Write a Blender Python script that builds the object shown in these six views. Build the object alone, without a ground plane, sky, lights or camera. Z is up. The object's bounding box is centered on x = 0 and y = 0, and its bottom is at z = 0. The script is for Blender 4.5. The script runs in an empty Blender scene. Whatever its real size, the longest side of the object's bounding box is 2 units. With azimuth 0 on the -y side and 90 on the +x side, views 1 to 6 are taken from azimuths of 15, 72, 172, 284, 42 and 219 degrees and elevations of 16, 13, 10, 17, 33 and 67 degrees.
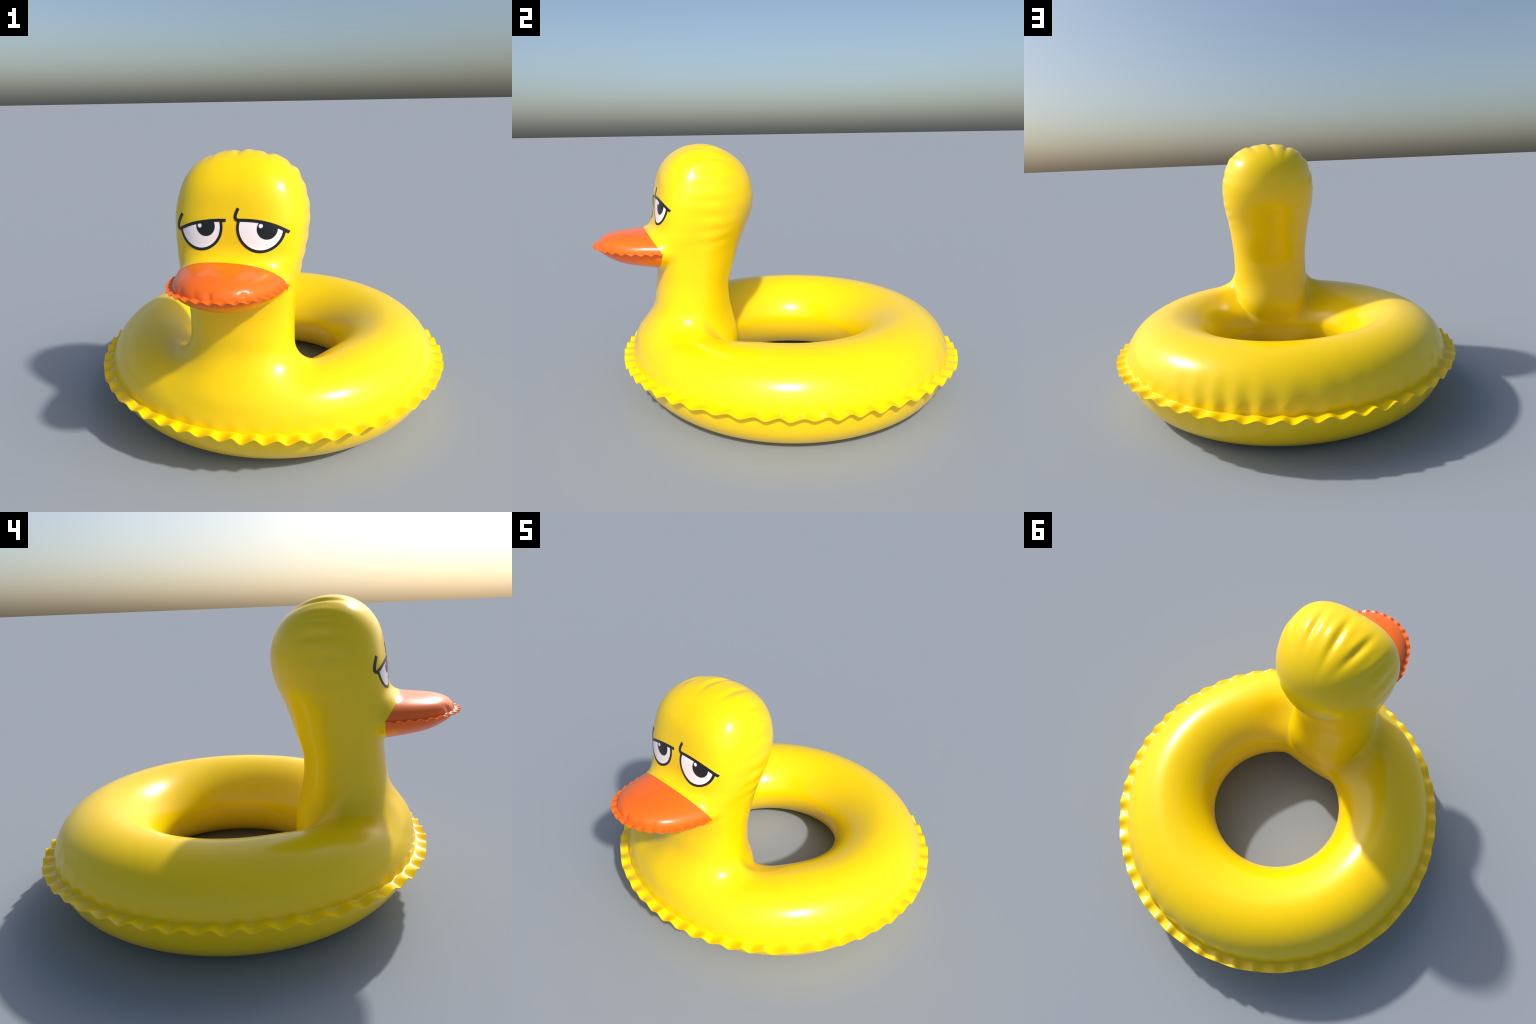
"""Inflatable swim ring shaped like a grumpy yellow duck.

The inflated body (ring, neck, head, beak) is described by smooth implicit
profiles that are blended together, meshed, and then split by region into
parts that share their border vertices and their normals.  The welded frills
and the printed eyes are built as separate strips and thin patches.
"""
import bpy
import math
import numpy as np

RNG = np.random.default_rng(7)

# ----------------------------------------------------------------------------
# helpers
# ----------------------------------------------------------------------------


def spline(xs, ys):
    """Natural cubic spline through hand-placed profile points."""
    xs = np.asarray(xs, float)
    ys = np.asarray(ys, float)
    n = len(xs)
    h = np.diff(xs)
    A = np.zeros((n, n))
    r = np.zeros(n)
    A[0, 0] = A[-1, -1] = 1
    for i in range(1, n - 1):
        A[i, i - 1], A[i, i], A[i, i + 1] = h[i - 1], 2 * (h[i - 1] + h[i]), h[i]
        r[i] = 6 * ((ys[i + 1] - ys[i]) / h[i] - (ys[i] - ys[i - 1]) / h[i - 1])
    m = np.linalg.solve(A, r)

    def f(x):
        x = np.clip(x, xs[0], xs[-1])
        i = np.clip(np.searchsorted(xs, x) - 1, 0, n - 2)
        a, b, hh = xs[i + 1] - x, x - xs[i], h[i]
        return (m[i] * a ** 3 + m[i + 1] * b ** 3) / (6 * hh) \
            + (ys[i] / hh - m[i] * hh / 6) * a + (ys[i + 1] / hh - m[i + 1] * hh / 6) * b
    return f


def smin(a, b, k):
    h = np.clip(0.5 + 0.5 * (b - a) / k, 0, 1)
    return b + (a - b) * h - k * h * (1 - h)


def sstep(a, b, x):
    t = np.clip((x - a) / (b - a), 0, 1)
    return t * t * (3 - 2 * t)


# ----------------------------------------------------------------------------
# body shape
# ----------------------------------------------------------------------------
RING_Y = 0.063            # centre of the ring
R_OUT, R_IN, R_TOP = 0.880, 0.371, 0.634
RING_H, RING_SEAM = 0.460, 0.232
N_WAVE = 56               # waves of the ring frill

HEAD_Z0, HEAD_TOP = 1.08, 1.381
#                z,     front,   back,    half width, y of widest point
NECK = np.array([
    (0.000, -0.640, -0.330, 0.225, -0.500),
    (0.150, -0.690, -0.280, 0.240, -0.505),
    (0.250, -0.735, -0.274, 0.243, -0.510),
    (0.340, -0.748, -0.272, 0.246, -0.515),
    (0.430, -0.736, -0.282, 0.243, -0.515),
    (0.480, -0.721, -0.293, 0.240, -0.515),
    (0.545, -0.705, -0.305, 0.237, -0.515),
    (0.600, -0.697, -0.310, 0.236, -0.512),
    (0.660, -0.687, -0.308, 0.236, -0.508),
    (0.740, -0.677, -0.285, 0.242, -0.502),
    (0.820, -0.677, -0.256, 0.251, -0.490),
    (0.900, -0.683, -0.228, 0.264, -0.475),
    (0.990, -0.688, -0.188, 0.281, -0.462),
    (1.080, -0.682, -0.164, 0.289, -0.455),
    (1.165, -0.677, -0.156, 0.295, -0.450),
    (1.242, -0.686, -0.146, 0.310, -0.447),
    (1.310, -0.694, -0.140, 0.343, -0.445),
    (1.384, -0.705, -0.138, 0.398, -0.445)])
F_FRONT, F_BACK, F_WIDTH, F_MID = [spline(NECK[:, 0], NECK[:, i]) for i in (1, 2, 3, 4)]
F_NFRONT = spline([0.0, 0.45, 0.62, 0.72, 0.80, 0.90, 1.0, 1.1, 1.25, 1.4], [2.2, 2.3, 2.4, 2.8, 3.4, 3.6, 3.3, 3.1, 2.8, 2.3])
F_NBACK = spline([0.0, 0.25, 0.36, 0.45, 0.56, 0.75, 0.9, 1.05, 1.4], [2.7, 2.7, 2.5, 2.1, 2.0, 1.9, 1.8, 1.95, 2.0])

# beak: y from the face (-0.68) to the tip
BEAK_Y0, BEAK_TIP, BEAK_W = -0.680, -0.975, 0.238
F_BTOP = spline([-1.0, -0.957, -0.92, -0.875, -0.81, -0.745, -0.68, -0.5],
                [0.076, 0.076, 0.077, 0.080, 0.084, 0.089, 0.091, 0.088])
F_BLOW = spline([-1.0, -0.955, -0.915, -0.873, -0.794, -0.729, -0.68, -0.5],
                [0.066, 0.069, 0.075, 0.083, 0.094, 0.104, 0.110, 0.112])
F_BSEAM = spline([-1.0, -0.93, -0.85, -0.75, -0.68, -0.5], [0.888, 0.884, 0.876, 0.871, 0.869, 0.868])

# folds across the welded seam of the head: angle about the seam curve,
# depth, half length along y
FOLDS = [(-1.86, .0012, .09), (-1.56, .0014, .09), (-1.27, .0022, .085), (-0.99, .0034, .075), (-0.74, .0050, .075),
         (-0.385, .0085, .085), (-0.06, .0092, .095), (0.31, .0068, .080), (0.645, .0052, .07),
         (0.87, .0036, .07), (1.10, .0028, .085), (1.33, .0020, .09), (1.59, .0022, .09),
         (1.84, .0024, .085), (2.06, .0020, .08)]


def chest_mask(phi):
    return sstep(math.radians(72), math.radians(18), np.abs(phi))


def ring_sdf(x, y, z):
    r = np.hypot(x, y - RING_Y)
    phi = np.arctan2(x, RING_Y - y)          # 0 at the front, pi at the rear
    chest = chest_mask(phi)
    rear = sstep(1.5, 2.7, np.abs(phi))
    dr = r - R_TOP
    dz = z - RING_SEAM
    a = np.where(dr > 0, R_OUT + 0.021 * chest - R_TOP, R_TOP - R_IN)
    b = np.where(dz > 0, RING_H - RING_SEAM, RING_SEAM)
    # fuller outside at the chest, slimmer shoulder towards the hole
    e = np.where(dr > 0, np.where(dz > 0, 2.03 + 0.42 * chest, 2.0 - 0.22 * chest + 0.2 * rear), np.where(dz > 0, 1.72, 1.9))
    p, q = np.abs(dr) / a + 1e-9, np.abs(dz) / b + 1e-9
    k0 = (p ** e + q ** e) ** (1 / e)
    g = np.hypot((p / k0) ** (e - 1) / a, (q / k0) ** (e - 1) / b)
    d = (k0 - 1) / g
    # hollow between the neck and the inner shoulder of the tube
    d = d + 0.036 * np.exp(-(((np.abs(x) - 0.27) / 0.13) ** 2 + ((y + 0.37) / 0.13) ** 2 + ((z - 0.42) / 0.14) ** 2))
    # gathers that run from the seam into the skin, strongest at the rear
    rear = sstep(1.5, 2.7, np.abs(phi))
    ang = np.arctan2(dz, np.maximum(dr, 1e-4))
    up = np.abs(ang)
    mask = (dr > 0) * np.exp(-(up / 0.42) ** 2)
    near = (dr > 0) * np.exp(-((up - .12) / 0.09) ** 2)
    w = np.sin(47 * phi + 0.9 * np.sin(3 * phi) + np.sin(7 * phi))
    w2 = np.sin(N_WAVE * phi + 0.7)
    d = d + mask * rear * 0.0034 * w * (0.75 + 0.25 * np.sin(5 * phi)) \
        + near * (0.0013 + 0.0007 * rear) * w2
    return d


def neck_sdf(x, y, z):
    zc = np.clip(z, 0.0, HEAD_TOP)
    yc = F_MID(zc)
    W = F_WIDTH(zc)
    front = y < yc
    D = np.where(front, yc - F_FRONT(zc), F_BACK(zc) - yc)
    n = np.where(front, F_NFRONT(zc), F_NBACK(zc))
    px, py = np.abs(x) / W + 1e-9, np.abs(y - yc) / D + 1e-9
    rho = (px ** n + py ** n) ** (1 / n) + 1e-9
    t = np.maximum((z - HEAD_Z0) / (HEAD_TOP - HEAD_Z0), 0)
    tb = np.maximum((0.16 - z) / 0.16, 0)
    q = np.sqrt(rho ** 2 + t ** 2 + tb ** 3)
    gx = (px / rho) ** (n - 1) / W
    gy = (py / rho) ** (n - 1) / D
    gz = (t / (HEAD_TOP - HEAD_Z0) + 1.5 * tb ** 2 / 0.16) / q
    g = np.sqrt((rho / q) ** 2 * (gx * gx + gy * gy) + gz * gz) + 1e-3
    d = (q - 1) / g
    # folds over the seam
    th = np.arctan2(x, z - 1.05)
    rad = np.hypot(x, z - 1.05)
    y0 = -0.400 - 0.035 * sstep(0.5, 1.4, np.abs(th))
    fold = 0.0
    for a, dep, ln in FOLDS:
        s = (th - a) * rad + 0.10 * (y - y0) * np.sign(a + .2) * (abs(a) < .8)
        sg = 0.0165 if abs(a) < 0.5 else 0.018
        e = np.exp(-((y - y0) / ln) ** 2)
        fold = fold + dep * e * (np.exp(-(s / sg) ** 2) - 0.45 * np.exp(-((s - 2.0 * sg) / (1.3 * sg)) ** 2)
                                 - 0.25 * np.exp(-((s + 2.1 * sg) / (1.3 * sg)) ** 2))
    return d + fold * (z > 0.7)


DENTS = [(-0.178, .0050, .012), (-0.115, .0055, .012), (-0.050, .0030, .013), (0.008, .0060, .010),
         (0.075, .0015, .012), (0.128, .0055, .010), (0.185, .002, .012)]


def beak_width(y):
    return BEAK_W - 0.07 * np.clip((BEAK_Y0 - y) / (BEAK_Y0 - BEAK_TIP), 0, 1.1)


def beak_sdf(x, y, z):
    zs = F_BSEAM(y)
    dz = z - zs
    H = np.where(dz > 0, F_BTOP(y), F_BLOW(y))
    n = np.where(dz > 0, 2.2, 1.9)
    W = beak_width(y)
    px, pz = np.abs(x) / W + 1e-9, np.abs(dz) / H + 1e-9
    rho = (px ** n + pz ** n) ** (1 / n) + 1e-9
    L = BEAK_Y0 - BEAK_TIP
    t = np.maximum((BEAK_Y0 - y) / L, 0)
    tb = np.maximum((y + 0.60) / 0.12, 0)
    q = np.sqrt(rho ** 2 + t ** 4.5 + tb ** 2)
    gx = (px / rho) ** (n - 1) / W
    gz = (pz / rho) ** (n - 1) / H
    gy = (2.25 * t ** 3.5 / L + tb / 0.12) / q
    g = np.sqrt((rho / q) ** 2 * (gx * gx + gz * gz) + gy * gy) + 1e-3
    d = (q - 1) / g
    # puckers above the front of the seam
    edge = sstep(-0.84, -0.91, y) * np.exp(-((dz - 0.014) / 0.015) ** 2)
    for xd, dep, sg in DENTS:
        d = d + dep * edge * np.exp(-((x - xd) / sg) ** 2)
    return d


def body(P):
    x, y, z = P[..., 0], P[..., 1], P[..., 2]
    ring = ring_sdf(x, y, z)
    neck = neck_sdf(x, y, z)
    k = 0.014 + 0.115 * sstep(0.50, 0.66, np.hypot(x, y - RING_Y)) * sstep(0.20, 0.40, z) \
        + 0.050 * sstep(0.34, 0.24, z) * sstep(0.02, 0.12, z) * (y > -0.45)
    d = smin(ring, neck, k)
    beak = beak_sdf(x, y, z)
    kb = 0.022 + 0.055 * sstep(0.86, 0.96, z)
    return smin(d, beak, kb)


def gradient(P, e=1.5e-3):
    g = np.empty_like(P)
    for i in range(3):
        o = np.zeros(3)
        o[i] = e
        g[:, i] = (body(P + o) - body(P - o)) / (2 * e)
    return g


def project(P, it=3):
    for _ in range(it):
        g = gradient(P)
        P = P - g * (body(P) / np.maximum((g * g).sum(1), 0.05))[:, None]
    return P


def normals(P):
    g = gradient(P, 1.2e-3)
    return g / np.linalg.norm(g, axis=1, keepdims=True)


def surface_net(h):
    """Quad mesh of the body surface (one vertex per crossed grid cell)."""
    lo = np.array([-0.92, -1.02, -0.03])
    hi = np.array([0.92, 0.98, 1.42])
    dims = np.ceil((hi - lo) / h).astype(int) + 1
    ax = [lo[i] + h * np.arange(dims[i]) for i in range(3)]
    val = np.empty(dims, np.float32)
    for k in range(dims[2]):                      # slice by slice to save memory
        X, Y = np.meshgrid(ax[0], ax[1], indexing='ij')
        val[:, :, k] = body(np.stack([X, Y, np.full_like(X, ax[2][k])], -1))
    s = val < 0
    cell = np.zeros(dims - 1, bool)
    corner = [s[i:dims[0] - 1 + i, j:dims[1] - 1 + j, k:dims[2] - 1 + k]
              for i in (0, 1) for j in (0, 1) for k in (0, 1)]
    tot = sum(c.astype(np.int8) for c in corner)
    cell = (tot > 0) & (tot < 8)
    idx = -np.ones(dims - 1, int)
    ii = np.argwhere(cell)
    idx[cell] = np.arange(len(ii))
    acc = np.zeros((len(ii), 3))
    cnt = np.zeros(len(ii))
    cor = np.array([(i, j, k) for i in (0, 1) for j in (0, 1) for k in (0, 1)])
    for a in range(8):
        for b in range(a + 1, 8):
            if np.abs(cor[a] - cor[b]).sum() != 1:
                continue
            va = val[tuple((ii + cor[a]).T)]
            vb = val[tuple((ii + cor[b]).T)]
            m = (va < 0) != (vb < 0)
            t = (va[m] / (va[m] - vb[m]))[:, None]
            acc[m] += cor[a] + t * (cor[b] - cor[a])
            cnt[m] += 1
    V = lo + h * (ii + acc / cnt[:, None])
    quads = []
    for d in range(3):
        u, v = (d + 1) % 3, (d + 2) % 3
        sl0 = [slice(None)] * 3
        sl1 = [slice(None)] * 3
        sl0[d] = slice(0, -1)
        sl1[d] = slice(1, None)
        e = s[tuple(sl0)] != s[tuple(sl1)]
        p = np.argwhere(e)
        p = p[(p[:, u] > 0) & (p[:, v] > 0) & (p[:, u] < dims[u] - 1) & (p[:, v] < dims[v] - 1)]
        inside = s[tuple(p.T)]
        du = np.zeros(3, int)
        dv = np.zeros(3, int)
        du[u] = 1
        dv[v] = 1
        q = np.stack([idx[tuple((p - du - dv).T)], idx[tuple((p - dv).T)],
                      idx[tuple(p.T)], idx[tuple((p - du).T)]], 1)
        q[~inside] = q[~inside][:, ::-1]
        quads.append(q)
    return V, np.concatenate(quads)


def relax(V, Q, it):
    for _ in range(it):
        acc = np.zeros_like(V)
        c = np.zeros(len(V))
        for a, b in ((0, 1), (1, 2), (2, 3), (3, 0)):
            np.add.at(acc, Q[:, a], V[Q[:, b]])
            np.add.at(acc, Q[:, b], V[Q[:, a]])
            np.add.at(c, Q[:, a], 1)
            np.add.at(c, Q[:, b], 1)
        V = V + 0.5 * (acc / c[:, None] - V)
        V = project(V, 2)
    return V


def cut(V, T, f):
    """Split triangles along the curve f = 0 so that the border is clean."""
    s = f(V)
    s = np.where(np.abs(s) < 1e-7, 1e-7, s)
    cross = [(s[T[:, a]] > 0) != (s[T[:, b]] > 0) for a, b in ((0, 1), (1, 2), (2, 0))]
    hit = cross[0] | cross[1] | cross[2]
    keep, H = T[~hit], T[hit]
    # rotate so that vertex 0 is alone on its side
    p = s[H] > 0
    lone = np.where(p[:, 1] == p[:, 2], 0, np.where(p[:, 0] == p[:, 2], 1, 2))
    r = np.arange(len(H))
    H = np.stack([H[r, lone], H[r, (lone + 1) % 3], H[r, (lone + 2) % 3]], 1)
    E = np.concatenate([H[:, [0, 1]], H[:, [0, 2]]])
    E.sort(1)
    U, inv = np.unique(E, axis=0, return_inverse=True)
    inv = inv.reshape(-1)
    t = s[U[:, 0]] / (s[U[:, 0]] - s[U[:, 1]])
    N = V[U[:, 0]] + t[:, None] * (V[U[:, 1]] - V[U[:, 0]])
    N = project(N, 2)
    m1 = len(V) + inv[:len(H)]
    m2 = len(V) + inv[len(H):]
    new = np.concatenate([np.stack([H[:, 0], m1, m2], 1), np.stack([m1, H[:, 1], H[:, 2]], 1),
                          np.stack([m1, H[:, 2], m2], 1)])
    return np.concatenate([V, N]), np.concatenate([keep, new])


# region borders ------------------------------------------------------------


def beak_border(P):
    """< 0 where the skin is orange: the printed beak, seen from the front."""
    x, y, z = P[:, 0], P[:, 1], P[:, 2]
    up = np.maximum(z - 0.872, 0)
    dn = np.maximum(0.872 - z, 0)
    yb = -0.682 - 0.63 * up - 0.010 * (dn / 0.11) ** 2
    return np.maximum(y - yb, 0.70 - z)


def ring_border(P):
    return ring_sdf(*P.T) - neck_sdf(*P.T) + 0.02 * 0


def head_border(P):
    return P[:, 2] - 0.755


# ----------------------------------------------------------------------------
# materials
# ----------------------------------------------------------------------------


def vinyl(name, col, rough=0.3, grain=0.02, coat=0.0, spec=0.45):
    m = bpy.data.materials.new(name)
    m.use_nodes = True
    nt = m.node_tree
    b = nt.nodes['Principled BSDF']
    b.inputs['Roughness'].default_value = rough
    b.inputs['Specular IOR Level'].default_value = spec
    b.inputs['Coat Weight'].default_value = coat
    b.inputs['Coat Roughness'].default_value = 0.1
    tc = nt.nodes.new('ShaderNodeTexCoord')
    nz = nt.nodes.new('ShaderNodeTexNoise')
    nz.inputs['Scale'].default_value = 3.0
    nz.inputs['Detail'].default_value = 2.0
    rp = nt.nodes.new('ShaderNodeValToRGB')
    lo = [c * (1 - grain) for c in col]
    rp.color_ramp.elements[0].position = 0.3
    rp.color_ramp.elements[1].position = 0.7
    rp.color_ramp.elements[0].color = (*lo, 1)
    rp.color_ramp.elements[1].color = (*col, 1)
    nt.links.new(tc.outputs['Object'], nz.inputs['Vector'])
    nt.links.new(nz.outputs['Fac'], rp.inputs['Fac'])
    nt.links.new(rp.outputs['Color'], b.inputs['Base Color'])
    return m


YELLOW = vinyl('yellow_vinyl', (1.0, 0.68, 0.002), 0.24)
ORANGE = vinyl('orange_vinyl', (0.94, 0.158, 0.010), 0.26, spec=0.5)
WHITE = vinyl('white_print', (1.0, 0.985, 0.99), 0.30)
BLACK = vinyl('black_print', (0.010, 0.012, 0.014), 0.30)


def add_mesh(name, V, F, mat, parent, nrm=None):
    me = bpy.data.meshes.new(name)
    me.from_pydata(np.asarray(V, float).tolist(), [], [tuple(int(i) for i in f) for f in F])
    me.update()
    me.shade_smooth()
    if nrm is not None:
        me.normals_split_custom_set_from_vertices([tuple(n) for n in nrm])
    me.materials.append(mat)
    ob = bpy.data.objects.new(name, me)
    bpy.context.scene.collection.objects.link(ob)
    ob.parent = parent
    return ob


# ----------------------------------------------------------------------------
# build the body
# ----------------------------------------------------------------------------
root = bpy.data.objects.new('duck_swim_ring', None)
bpy.context.scene.collection.objects.link(root)
root['label'] = 'yellow inflatable swim ring with grumpy duck head and orange beak'
root['category'] = 'pool float'

V, Q = surface_net(0.010)
V = project(V, 3)
V = relax(V, Q, 3)
V[:, 2] = np.maximum(V[:, 2], 0.0)
T = np.concatenate([Q[:, [0, 1, 2]], Q[:, [0, 2, 3]]])
for f in (beak_border, ring_border, head_border):
    V, T = cut(V, T, f)


def beak_seam(P):
    return np.where(P[:, 1] < -0.6, P[:, 2] - F_BSEAM(P[:, 1]), 1.0)


NRM = normals(V)
C = V[T].mean(1)
is_beak = beak_border(C) < 0
is_ring = (ring_border(C) < 0) & ~is_beak
is_head = (C[:, 2] > 0.755) & ~is_beak & ~is_ring
is_neck = ~is_beak & ~is_ring & ~is_head


def part(name, sel, mat, parent=None):
    f = T[sel]
    u, inv = np.unique(f, return_inverse=True)
    return add_mesh(name, V[u], inv.reshape(f.shape), mat, parent or root, NRM[u])


ring_ob = part('swim_ring', is_ring, YELLOW)
neck_ob = part('neck', is_neck, YELLOW)
head_ob = part('head', is_head, YELLOW)
beak_ob = part('beak', is_beak, ORANGE)


# ----------------------------------------------------------------------------
# welded frills
# ----------------------------------------------------------------------------


def strip(name, frames, width, wave, thick, mat, parent, nr=12, close=True):
    """A wavy welded lip. frames: (n, 3) seam points, (n, 3) outward vectors;
    width(n), wave(i, s) vertical offset, thick(s) half thickness."""
    P, D, width = frames
    n = len(P)
    ss = np.linspace(0, 1, nr)
    top = np.empty((n, nr, 3))
    bot = np.empty((n, nr, 3))
    for j, s in enumerate(ss):
        c = P + D * ((-0.30 + 1.30 * s) * width)[:, None]
        w = wave(s)
        c[:, 2] += w
        th = thick(s)
        top[:, j] = c
        bot[:, j] = c
        top[:, j, 2] += th
        bot[:, j, 2] -= th
    loop = np.concatenate([top, bot[:, ::-1]], 1)
    m = loop.shape[1]
    Vv = loop.reshape(-1, 3)
    F = []
    rng = range(n if close else n - 1)
    for i in rng:
        a, b = i * m, ((i + 1) % n) * m
        for j in range(m):
            k = (j + 1) % m
            F.append((a + j, b + j, b + k, a + k))
    if not close:
        F.append(tuple(range(m)))
        F.append(tuple((n - 1) * m + j for j in range(m))[::-1])
    ob = add_mesh(name, Vv, F, mat, parent)
    me = ob.data
    import bmesh
    bm = bmesh.new()
    bm.from_mesh(me)
    bmesh.ops.recalc_face_normals(bm, faces=bm.faces)
    bm.to_mesh(me)
    bm.free()
    me.set_sharp_from_angle(angle=math.radians(50))
    return ob


# ring frill
n = N_WAVE * 26
phi = np.linspace(0, 2 * np.pi, n, endpoint=False)
# number of waves counted from the front: the gathers are closer at the chest
count = spline([-35.9, -0.3, 35.2, 63.3, 107.8, 141.8, 179.7, 198.6, 251.9, 303.1, 324.1, 359.7, 395.2],
               [-6, 0, 6, 10, 17, 22, 28, 31, 39, 47, 50, 56, 62])(np.degrees(phi))
amp = 0.0095 * (1 + 0.15 * np.sin(4 * phi + .5) + 0.14 * np.sin(13 * phi) + 0.10 * np.sin(23 * phi))
R0 = 0.876 + 0.020 * chest_mask(np.where(phi > np.pi, phi - 2 * np.pi, phi))
frP = np.stack([R0 * np.sin(phi), RING_Y - R0 * np.cos(phi), 0.250 - 0.024 * sstep(0.45, 1.0, -np.cos(phi))], 1)
frD = np.stack([np.sin(phi), -np.cos(phi), np.zeros(n)], 1)
frW = 0.056 + 0.004 * sstep(0.6, 1.0, -np.cos(phi)) + 0.0015 * np.sin(27 * phi)
arg = 2 * np.pi * count
carrier = -np.cos(arg) + 0.10 * np.sin(2 * arg)
strip('ring_frill', (frP, frD, frW),
      None, lambda s: amp * (0.16 + 0.84 * sstep(0.1, 1.0, s)) * carrier - 0.001 * s,
      lambda s: 0.0018 + 0.016 * math.exp(-(s / 0.22) ** 2), YELLOW, ring_ob, nr=16)

# beak frill: runs along the seam from cheek to cheek
NB = 19
n = NB * 24
t = np.linspace(-1, 1, 6 * n)
a = t * math.pi / 2
L = BEAK_Y0 - BEAK_TIP


def beak_curve(a):
    y = BEAK_Y0 - L * np.maximum(np.cos(a), 0) ** (2 / 4.5)
    return beak_width(y) * np.sin(a), y


bx, by = beak_curve(a)
# even spacing along the curve
seg = np.concatenate([[0], np.cumsum(np.hypot(np.diff(bx), np.diff(by)))])
uu = np.linspace(0, seg[-1], n)
bx, by = np.interp(uu, seg, bx), np.interp(uu, seg, by)
bP = np.stack([bx, by, F_BSEAM(by)], 1)
tx, ty = np.gradient(bx), np.gradient(by)
for _ in range(30):                       # soften the turning of the outward direction
    tx[1:-1] = (tx[:-2] + tx[1:-1] + tx[2:]) / 3
    ty[1:-1] = (ty[:-2] + ty[1:-1] + ty[2:]) / 3
bD = np.stack([ty, -tx, np.zeros(n)], 1)
bD /= np.linalg.norm(bD, axis=1, keepdims=True)
ends = sstep(0, 0.05, uu) * sstep(seg[-1], seg[-1] - 0.05, uu)
bW = 0.0275 * (0.55 + 0.45 * ends)
bP -= bD * 0.002
arg = np.pi * 2 * NB * uu / seg[-1] + 0.4 * np.sin(uu * 13)
bc = np.sin(arg) + 0.15 * np.sin(2 * arg + .6)
bamp = 0.0042 * (0.6 + 0.4 * ends)
strip('beak_frill', (bP, bD, bW), None,
      lambda s: bamp * (0.2 + 0.8 * sstep(0.1, 1.0, s)) * bc,
      lambda s: 0.0012 + 0.007 * math.exp(-(s / 0.22) ** 2), ORANGE, beak_ob, nr=14, close=False)

# ----------------------------------------------------------------------------
# printed eyes: shapes drawn in the front plane (x, z), laid on the face
# ----------------------------------------------------------------------------


def on_face(x, z, lift):
    P = np.stack([x, np.full_like(x, -0.72), z], 1)
    for _ in range(24):
        P[:, 1] -= body(P) * -0.9
    N = normals(P)
    return P + N * lift, N


def patch(name, bx, bz, cx, cz, lift, mat, parent, rings=14):
    """Star-shaped patch bounded by (bx, bz), with a thin rim."""
    n = len(bx)
    r = np.linspace(0, 1, rings + 1)[1:]
    X = np.concatenate([[cx]] + [cx + (bx - cx) * k for k in r])
    Z = np.concatenate([[cz]] + [cz + (bz - cz) * k for k in r])
    P, N = on_face(X, Z, lift)
    rim = P[-n:] - N[-n:] * (lift + 0.001)
    Vv = np.concatenate([P, rim])
    Nn = np.concatenate([N, N[-n:]])
    F = [(0, 1 + i, 1 + (i + 1) % n) for i in range(n)]
    for k in range(rings):
        o, p = 1 + k * n, 1 + (k + 1) * n
        F += [(o + i, p + i, p + (i + 1) % n, o + (i + 1) % n) for i in range(n)]
    area = np.sum(bx * np.roll(bz, -1) - np.roll(bx, -1) * bz)
    if area < 0:
        F = [f[::-1] for f in F]
    return add_mesh(name, Vv, F, mat, parent, Nn)


def ribbon(name, cx, cz, w, lift, mat, parent, across=5):
    """A stroke of half width w along the polyline (cx, cz)."""
    tx, tz = np.gradient(cx), np.gradient(cz)
    L = np.hypot(tx, tz)
    nx, nz = -tz / L, tx / L
    off = np.linspace(-1, 1, across)
    X = (cx[:, None] + nx[:, None] * off * w).ravel()
    Z = (cz[:, None] + nz[:, None] * off * w).ravel()
    P, N = on_face(X, Z, lift)
    n = len(cx)
    m = across
    F = [(i * m + j, i * m + j + 1, (i + 1) * m + j + 1, (i + 1) * m + j) for i in range(n - 1) for j in range(m - 1)]
    F = [f[::-1] for f in F]
    border = [j for j in range(m)] + [i * m + m - 1 for i in range(1, n)] \
        + [(n - 1) * m + j for j in range(m - 2, -1, -1)] + [i * m for i in range(n - 2, 0, -1)]
    base = len(P)
    b = np.array(border)
    Vv = np.concatenate([P, P[b] - N[b] * (lift + 0.001)])
    Nn = np.concatenate([N, N[b]])
    k = len(b)
    F += [(b[i], b[(i + 1) % k], base + (i + 1) % k, base + i) for i in range(k)]
    return add_mesh(name, Vv, F, mat, parent, Nn)


def smooth_line(pts, n):
    pts = np.array(pts, float)
    s = np.concatenate([[0], np.cumsum(np.hypot(*np.diff(pts, axis=0).T))])
    u = np.linspace(0, s[-1], n)
    return spline(s, pts[:, 0])(u), spline(s, pts[:, 1])(u)


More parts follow.
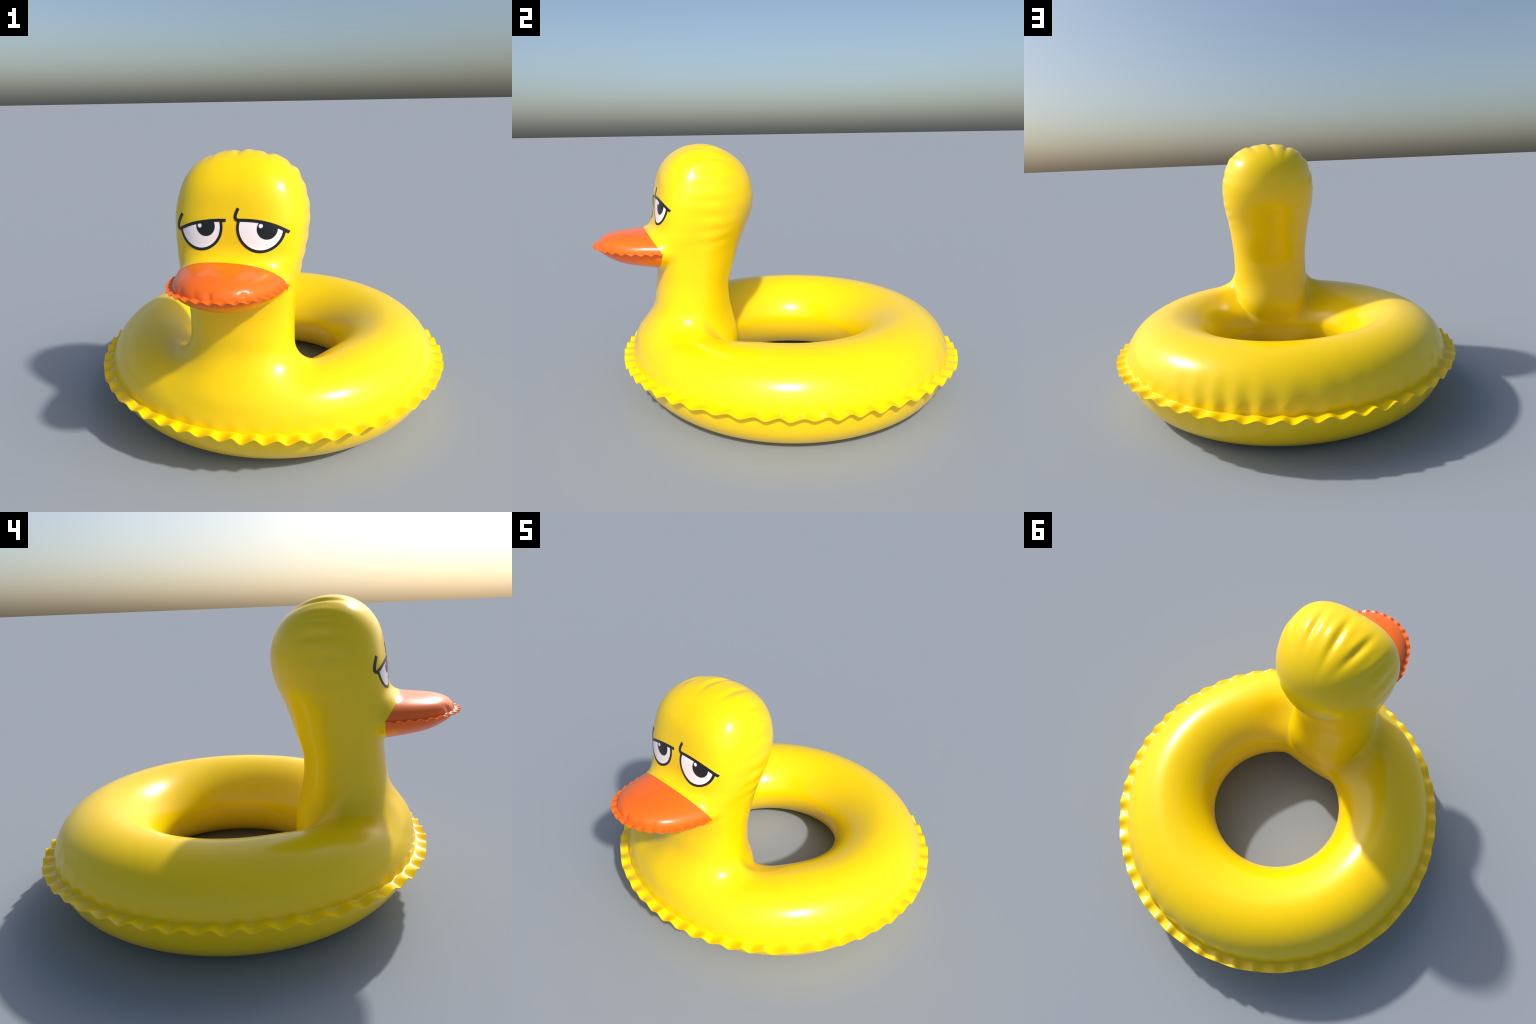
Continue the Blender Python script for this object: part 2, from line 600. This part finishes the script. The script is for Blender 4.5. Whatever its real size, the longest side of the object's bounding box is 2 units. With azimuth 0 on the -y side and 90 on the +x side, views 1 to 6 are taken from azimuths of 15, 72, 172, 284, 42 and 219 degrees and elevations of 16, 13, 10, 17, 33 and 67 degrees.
def eye(side, lid, tick, cx, cz, rx, rz, pupil, pr, glint, gr):
    lx, lz = smooth_line(lid, 60)
    stroke = 0.0062
    # eyeball: ellipse trimmed by the lid line
    a = np.linspace(0, 2 * np.pi, 144, endpoint=False)

    def trimmed(x, z):
        cap = np.interp(x, lx, lz)
        return x, np.minimum(z, cap)
    ex, ez = trimmed(cx + rx * np.cos(a), cz + rz * np.sin(a))
    white = patch('eye', ex, ez, cx, cz - 0.02, 0.0009, WHITE, root)
    # outline: the open lower arc of the ellipse
    inside = (cz + rz * np.sin(a)) < np.interp(cx + rx * np.cos(a), lx, lz)
    aa = np.linspace(-np.pi - 0.9, 0.9, 400)
    ok = (cz + rz * np.sin(aa)) < np.interp(cx + rx * np.cos(aa), lx, lz)
    aa = np.linspace(aa[ok][0], aa[ok][-1], 90)
    ribbon('eye_outline', cx + rx * np.cos(aa), cz + rz * np.sin(aa), stroke * 0.9, 0.0015, BLACK, white)
    px, pz = trimmed(pupil[0] + pr[0] * np.cos(a), pupil[1] + pr[1] * np.sin(a))
    patch('pupil', px, pz, pupil[0], pupil[1] - 0.008, 0.0012, BLACK, white)
    patch('glint', glint[0] + gr * np.cos(a[::3]), glint[1] + gr * np.sin(a[::3]), glint[0], glint[1], 0.0015, WHITE, white, rings=4)
    ribbon('eyelid', lx, lz, stroke, 0.0018, BLACK, white)
    tx, tz = smooth_line(tick, 24)
    ribbon('brow', tx, tz, stroke * .95, 0.0021, BLACK, white)


eye('right', [(0.031, 1.1244), (0.0683, 1.1249), (0.1186, 1.1217), (0.1673, 1.1111), (0.2019, 1.0972), (0.2385, 1.0745)],
    [(0.036, 1.1235), (0.0268, 1.1320), (0.0270, 1.1455), (0.037, 1.1715)],
    0.129, 1.0935, 0.0925, 0.0925, (0.1555, 1.091), (0.0408, 0.0415), (0.1308, 1.1036), 0.0084)
eye('left', [(-0.2290, 1.0700), (-0.1962, 1.0866), (-0.1540, 1.1033), (-0.1117, 1.1131), (-0.0678, 1.1195), (-0.0140, 1.1220)],
    [(-0.2235, 1.0705), (-0.2325, 1.0740), (-0.2325, 1.1000), (-0.2145, 1.1350)],
    -0.1255, 1.0935, 0.0930, 0.0935, (-0.101, 1.096), (0.0412, 0.0415), (-0.1265, 1.0963), 0.0086)
